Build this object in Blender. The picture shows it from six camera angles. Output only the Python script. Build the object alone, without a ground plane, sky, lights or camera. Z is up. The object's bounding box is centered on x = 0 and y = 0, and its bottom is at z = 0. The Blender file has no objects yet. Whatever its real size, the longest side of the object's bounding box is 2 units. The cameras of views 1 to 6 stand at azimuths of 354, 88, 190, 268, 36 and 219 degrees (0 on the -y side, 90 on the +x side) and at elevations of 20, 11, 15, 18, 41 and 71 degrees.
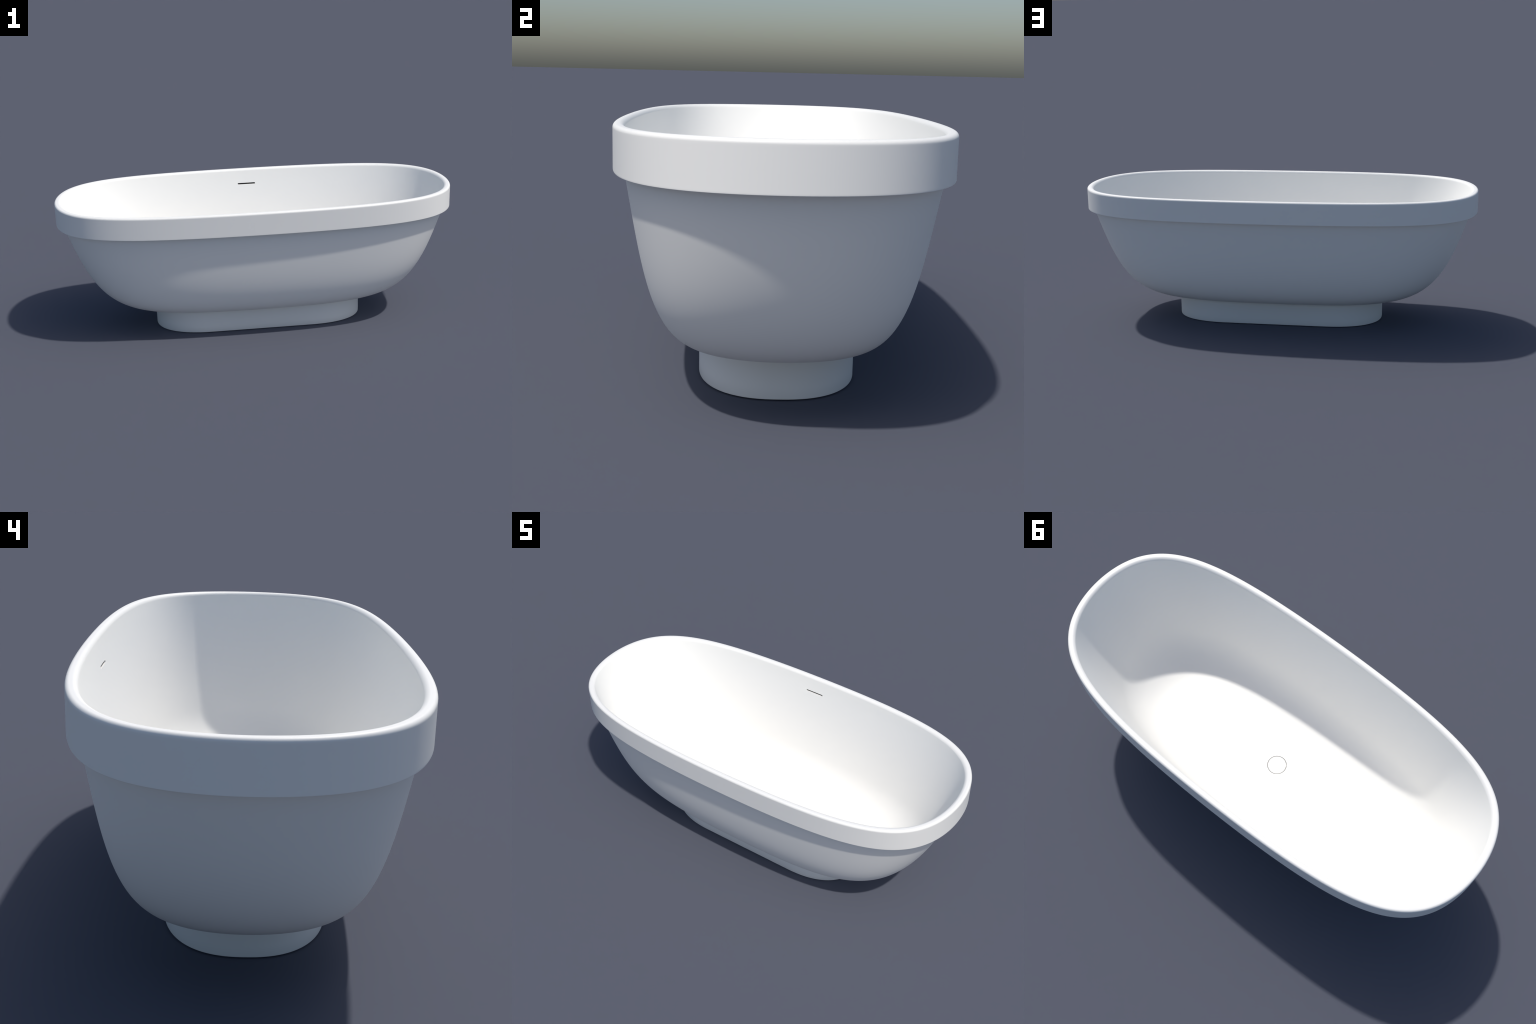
"""Freestanding oval bathtub: tapering outer shell, upright rim band,
rounded lip, smooth basin, low plinth base, drain cap, overflow slot."""
import bpy, math
from math import sin, cos, pi

# ------------------------------------------------------------------ sizes (m)
Z_TOP, Z_BAND = 0.6814, 0.5720          # top of the lip, underside of the rim band
HALF_L, HALF_W = 1.0, 0.4357            # half length and half width over the rim
R_OUT, R_IN = 0.0100, 0.0115            # lip: outer round, inner round
LIP_SIDE, LIP_END = 0.0270, 0.0298      # lip width along the sides and at the ends
Z_FLOOR, Z_BELLY = 0.1475, 0.1210        # basin floor, underside of the shell
DRAIN_R, CAP_R = 0.0440, 0.0418
SLOT_Z, SLOT_H, SLOT_L = 0.601, 0.0080, 0.096

# outer shell profiles: (half size at the bottom, at the top, straight share, m, k)
OUT_A = (0.2896, 0.9680, 0.2276, 3.514, 6.038)
OUT_B = (0.2111, 0.4080, 0.3430, 4.213, 3.094)
# basin profiles: (half size at the lip, wall slope, wall bow, length of the rounded foot)
IN_A = (HALF_L - LIP_END, 0.2620, 0.3370, 0.1560)
IN_B = (HALF_W - LIP_SIDE, 0.1205, 0.1560, 0.1260)
IN_A3, IN_B3 = -0.0200, -0.0360        # change of the basin's plan shape towards the floor
# plan shape (shares of the 3rd and 5th harmonic along x and y)
PLAN_RIM = (-0.0917, 0.0040, 0.0104, -0.0152)
PLAN_SHELL_TOP = (-0.0980, 0.0040, 0.0104, -0.0166)
PLAN_SHELL_LOW = (-0.0934, 0.0040, 0.0104, -0.0166)


def profile(h, p):
    lo, hi, straight, m, k = p
    return lo + (hi - lo) * (straight * h + (1 - straight) * (1 - (1 - h) ** m) ** (1 / k))


def plan(a, b, shape, t):
    a3, a5, b3, b5 = shape
    return (a * ((1 - a3 - a5) * cos(t) + a3 * cos(3 * t) + a5 * cos(5 * t)),
            b * ((1 + b3 - b5) * sin(t) + b3 * sin(3 * t) + b5 * sin(5 * t)))


def blend(p, q, f):
    return tuple(u + (v - u) * f for u, v in zip(p, q))


def plan_normal(a, b, shape, t):
    e = 1e-4
    x0, y0 = plan(a, b, shape, t - e)
    x1, y1 = plan(a, b, shape, t + e)
    dx, dy = x1 - x0, y1 - y0
    n = math.hypot(dx, dy)
    return dy / n, -dx / n


def rim_point(t, inset, z):
    x, y = plan(HALF_L, HALF_W, PLAN_RIM, t)
    nx, ny = plan_normal(HALF_L, HALF_W, PLAN_RIM, t)
    return (x - nx * inset, y - ny * inset, z)


def lip_width(t):
    return LIP_SIDE + (LIP_END - LIP_SIDE) * cos(t) ** 2


def mesh_object(name, verts, faces, normals=None):
    me = bpy.data.meshes.new(name)
    me.from_pydata(verts, [], faces)
    me.update()
    me.polygons.foreach_set("use_smooth", [True] * len(me.polygons))
    if normals is not None:
        me.normals_split_custom_set_from_vertices(normals)
    ob = bpy.data.objects.new(name, me)
    bpy.context.scene.collection.objects.link(ob)
    return ob


def strips(rows, n, skip=()):
    """quads between successive rows of n vertices each, closed round"""
    out = []
    for r in range(rows - 1):
        for i in range(n):
            if (r, i) in skip:
                continue
            j = (i + 1) % n
            out.append((r * n + i, r * n + j, (r + 1) * n + j, (r + 1) * n + i))
    return out


# ------------------------------------------------------------------ materials
def enamel(name, colour, rough, coat=0.0):
    m = bpy.data.materials.new(name)
    m.use_nodes = True
    nt = m.node_tree
    bsdf = nt.nodes["Principled BSDF"]
    tc = nt.nodes.new("ShaderNodeTexCoord")
    noise = nt.nodes.new("ShaderNodeTexNoise")
    noise.inputs["Scale"].default_value = 3.0
    noise.inputs["Detail"].default_value = 2.0
    ramp = nt.nodes.new("ShaderNodeValToRGB")
    ramp.color_ramp.elements[0].position = 0.3
    ramp.color_ramp.elements[1].position = 0.7
    ramp.color_ramp.elements[0].color = (*[c * 0.995 for c in colour], 1)
    ramp.color_ramp.elements[1].color = (*colour, 1)
    nt.links.new(tc.outputs["Object"], noise.inputs["Vector"])
    nt.links.new(noise.outputs["Fac"], ramp.inputs["Fac"])
    nt.links.new(ramp.outputs["Color"], bsdf.inputs["Base Color"])
    bsdf.inputs["Roughness"].default_value = rough
    bsdf.inputs["Specular IOR Level"].default_value = SPEC
    bsdf.inputs["Coat Weight"].default_value = coat
    return m


SPEC = 0.5
WHITE = enamel("white_enamel", (0.905, 0.900, 0.868), 0.5)
SLOT_SHADE = enamel("overflow_channel_shade", (0.012, 0.012, 0.013), 0.9)  # near-black colour stands in for the shade deep inside the slot

# ------------------------------------------------------------------ thing
tub = bpy.data.objects.new("bathtub", None)
bpy.context.scene.collection.objects.link(tub)
tub["label"] = "white freestanding oval bathtub with rim band and plinth"
tub["category"] = "bathtub"


def part(ob, mat, parent=None):
    ob.data.materials.append(mat)
    ob.parent = parent or tub
    return ob


# ------------------------------------------------------------------ rim + basin, one surface
N = 320
angles = [2 * pi * i / N for i in range(N)]


Z_IN = Z_TOP - R_IN
DEPTH = Z_TOP - Z_FLOOR


def wall_profile(z, p):
    """gently bowed sloping wall that meets the floor over a rounded foot"""
    top, slope, bow, foot = p

    def wall(height):
        u = Z_TOP - height
        return top - slope * u - bow * u * u
    rise = foot / math.hypot(1.0, slope + 2 * bow * DEPTH)
    if z >= Z_FLOOR + rise:
        return wall(z)
    q = math.sqrt(max(0.0, z - Z_FLOOR) / rise)
    corner = wall(Z_FLOOR)
    return (1 - q) ** 2 * (corner - foot) + 2 * q * (1 - q) * corner + q * q * wall(Z_FLOOR + rise)


def basin_point(t, h):
    """point of the basin wall at height share h (0 floor, 1 level with the lip);
    near the lip the wall rolls outward over the inner round"""
    x, y, _ = rim_point(t, lip_width(t), 0.0)
    x = x / IN_A[0] + (1 - h) * IN_A3 * (cos(3 * t) - cos(t))
    y = y / IN_B[0] + (1 - h * h) * IN_B3 * (sin(3 * t) + sin(t))
    z = Z_FLOOR + DEPTH * h
    x, y = x * wall_profile(z, IN_A), y * wall_profile(z, IN_B)
    if z > Z_IN:
        s = min(1.0, (z - Z_IN) / R_IN)
        roll = R_IN * (1 - math.sqrt(1 - s * s))
        nx, ny = plan_normal(HALF_L, HALF_W, PLAN_RIM, t)
        x, y = x + nx * roll, y + ny * roll
    return (x, y, z)


slot_h = (SLOT_Z - Z_FLOOR) / DEPTH
# columns that bound the overflow slot (middle of the +y side)
half_flat = SLOT_L / 2 - SLOT_H / 2


def angle_at_x(h, x):
    lo, hi = 0.2, pi - 0.2
    for _ in range(50):
        mid = (lo + hi) / 2
        if basin_point(mid, h)[0] > x:
            lo = mid
        else:
            hi = mid
    return (lo + hi) / 2


slot_x = [half_flat * f for f in (1, .75, .5, .25, 0, -.25, -.5, -.75, -1)]
slot_t = [angle_at_x(slot_h, x) for x in slot_x]
lo_t, hi_t = angle_at_x(slot_h, SLOT_L / 2 + 0.010), angle_at_x(slot_h, -SLOT_L / 2 - 0.010)
cols = [t for t in angles if t < lo_t - 0.006] + [lo_t] + slot_t + [hi_t] + [t for t in angles if t > hi_t + 0.006]
c0 = cols.index(slot_t[0])
c1 = cols.index(slot_t[-1])
n = len(cols)

rows = []                                       # each row: function t -> point
kinds = []
# underside of the band, small edge round, upright band, lip
for ins in (0.034, 0.026, 0.015, 0.006, 0.003):
    rows.append(lambda t, ins=ins: rim_point(t, ins, Z_BAND))
e = 0.0015
for i in range(5):
    p = pi / 2 * i / 4
    rows.append(lambda t, p=p: rim_point(t, e * (1 - sin(p)), Z_BAND + e * (1 - cos(p))))
for f in (0.03, 0.1, 0.3, 0.5, 0.7, 0.9, 0.97):
    z = Z_BAND + e + f * (Z_TOP - R_OUT - Z_BAND - e)
    rows.append(lambda t, z=z: rim_point(t, 0.0, z))
for i in range(11):
    p = pi / 2 * i / 10
    rows.append(lambda t, p=p: rim_point(t, R_OUT * (1 - cos(p)), Z_TOP - R_OUT * (1 - sin(p))))
for i in range(1, 3):
    rows.append(lambda t, f=i / 3.0: rim_point(t, R_OUT + (lip_width(t) - R_OUT - R_IN) * f, Z_TOP))
for i in range(13):
    p = pi / 2 * i / 12
    rows.append(lambda t, h=(Z_IN + R_IN * cos(p) - Z_FLOOR) / DEPTH: basin_point(t, h))
rim_last = len(rows) - 1                        # row shared by rim and basin

# basin wall, from the lip down to the floor
top_h = (Z_IN - Z_FLOOR) / DEPTH
hs = [h for h in ((i / 90.0) ** 2.5 for i in range(90)) if h < top_h - 0.005]
slot_levels = [(SLOT_Z + SLOT_H / 2 * s - Z_FLOOR) / DEPTH for s in (1, .8, .45, 0, -.45, -.8, -1)]
edge = 0.006 / DEPTH
hs = [h for h in hs if not (slot_levels[-1] - edge < h < slot_levels[0] + edge)]
hs += slot_levels + [slot_levels[0] + edge, slot_levels[-1] - edge]
hs = sorted(set(hs), reverse=True)

slot_rows = []
for h in hs:
    if h in slot_levels:
        slot_rows.append(len(rows))
    rows.append(lambda t, h=h: basin_point(t, h))
floor_row = len(rows)
# flat floor closing in on the round drain opening
for i in range(1, 17):
    f = i / 16.0

    def floor_point(t, f=f):
        x, y, z = basin_point(t, 0.0)
        return (x + (DRAIN_R * cos(t) - x) * f, y + (DRAIN_R * sin(t) - y) * f, z)
    rows.append(floor_point)

verts = [r(t) for r in rows for t in cols]
# round the two ends of the slot
for s, r in zip((1, .8, .45, 0, -.45, -.8, -1), slot_rows):
    h = hs[r - rim_last - 1]
    for c, sign in ((c0, 1), (c1, -1)):
        x = sign * (half_flat + SLOT_H / 2 * math.sqrt(max(0.0, 1 - s * s)))
        t_new = cols[c]
        for _ in range(20):
            px = basin_point(t_new, h)[0]
            t_new += (px - x) / 1.3
        verts[r * n + c] = basin_point(t_new, h)
skip = {(r, c) for r in range(slot_rows[0], slot_rows[-1]) for c in range(c0, c1)}
all_faces = [f[::-1] for f in strips(len(rows), n)]
whole = bpy.data.meshes.new("whole")
whole.from_pydata(verts, [], all_faces)
whole.update()
vn = [tuple(v.normal) for v in whole.vertices]
# keep the crease between band and its underside crisp by plain row normals
bpy.data.meshes.remove(whole)


def cut(name, r0, r1, holes=()):
    v = verts[r0 * n:(r1 + 1) * n]
    nn = vn[r0 * n:(r1 + 1) * n]
    f = [q[::-1] for q in strips(r1 - r0 + 1, n, {(a - r0, b) for a, b in holes})]
    return mesh_object(name, v, f, nn)


rim = part(cut("rim", 0, rim_last), WHITE)
basin = part(cut("basin", rim_last, len(rows) - 1, skip), WHITE)

# overflow slot: tunnel walls running outward from the opening, channel behind coloured near-black as painted shade
loop = [(slot_rows[0], c) for c in range(c0, c1)] + [(r, c1) for r in slot_rows[:-1]] + \
       [(slot_rows[-1], c) for c in range(c1, c0, -1)] + [(r, c0) for r in reversed(slot_rows[1:])]
ring = [verts[r * n + c] for r, c in loop]
m = len(ring)
depths = (0.0, 0.0005, 0.002, 0.005)
tv = [(x, y + d, z) for d in depths for x, y, z in ring]
slot = part(mesh_object("overflow_slot", tv, strips(len(depths), m)), WHITE)
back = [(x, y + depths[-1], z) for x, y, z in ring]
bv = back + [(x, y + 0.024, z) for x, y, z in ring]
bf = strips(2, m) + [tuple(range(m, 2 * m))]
part(mesh_object("overflow_channel", bv, bf), SLOT_SHADE, slot)

# ------------------------------------------------------------------ drain
K = 128


def lathe(name, prof, close_top=False, close_bottom=False):
    v = [(r * cos(2 * pi * i / K), r * sin(2 * pi * i / K), z) for r, z in prof for i in range(K)]
    f = strips(len(prof), K)
    if close_top:
        f.append(tuple(range((len(prof) - 1) * K, len(prof) * K)))
    if close_bottom:
        f.append(tuple(reversed(range(K))))
    return mesh_object(name, v, f)


cap = lathe("drain_cap", [(CAP_R - .004, Z_FLOOR - .005), (CAP_R, Z_FLOOR - .0045), (CAP_R, Z_FLOOR - .0007),
                          (CAP_R - .0002, Z_FLOOR - .0002), (CAP_R - .0007, Z_FLOOR),
                          (CAP_R * .9, Z_FLOOR), (CAP_R * .4, Z_FLOOR)], True, True)
part(cap, WHITE)
# the gap round the cap opens into the dark hollow between basin and shell
well = lathe("drain_well", [(DRAIN_R, Z_FLOOR - .004), (DRAIN_R, Z_FLOOR - .002), (DRAIN_R, Z_FLOOR)])
well.data.flip_normals()
part(well, WHITE)

# ------------------------------------------------------------------ outer shell
M = 288
ang = [2 * pi * i / M for i in range(M)]
sv = []
levels = [(i / 80.0) ** 4 for i in range(81)] + [1.012]
centre_rows = 6
for i in range(1, centre_rows + 1):
    f = i / (centre_rows + 1.0)
    sv += [(*plan(OUT_A[0] * f, OUT_B[0] * f, PLAN_SHELL_LOW, t), Z_BELLY) for t in ang]
for h in levels:
    g = min(h, 1.0)
    a, b = profile(g, OUT_A), profile(g, OUT_B)
    if h > 1:
        a, b = a + 0.002, b + 0.001
    sv += [(*plan(a, b, blend(PLAN_SHELL_LOW, PLAN_SHELL_TOP, math.sqrt(g)), t),
            Z_BELLY + (Z_BAND - Z_BELLY) * h) for t in ang]
sf = strips(centre_rows + len(levels), M) + [tuple(reversed(range(M)))]
part(mesh_object("outer_shell", sv, sf), WHITE)

# ------------------------------------------------------------------ base
BA, BB, BC, BN = 0.5322, 0.2120, 0.2400, 2.36   # half length, half width, straight half, end roundness


def base_outline(inset):
    pts = []
    q = 72
    for quarter in range(4):
        for i in range(q):
            t = pi / 2 * i / q
            c, s = cos(t) ** (2 / BN), sin(t) ** (2 / BN)
            if quarter in (1, 3):
                c, s = sin(t) ** (2 / BN), cos(t) ** (2 / BN)
            sx = 1 if quarter in (0, 3) else -1
            sy = 1 if quarter in (0, 1) else -1
            pts.append((sx * (BC + (BA - BC - inset) * c), sy * (BB - inset) * s))
        if quarter in (0, 2):
            sx = 1 if quarter == 0 else -1
            pts += [(sx * (BC - 2 * BC * k / 12.0), sx * (BB - inset)) for k in range(12)]
    return pts


bprof = [(0.003, 0.0), (0.0012, 0.0), (0.0003, 0.0004), (0.0, 0.0012), (0.0, 0.03), (0.0, 0.06), (0.0, 0.09), (0.0, 0.1245)]
bv = []
for ins, z in bprof:
    o = base_outline(ins)
    bv += [(x, y, z) for x, y in o]
nb = len(o)
bf = strips(len(bprof), nb) + [tuple(reversed(range(nb))), tuple(range((len(bprof) - 1) * nb, len(bprof) * nb))]
part(mesh_object("plinth_base", bv, bf), WHITE)
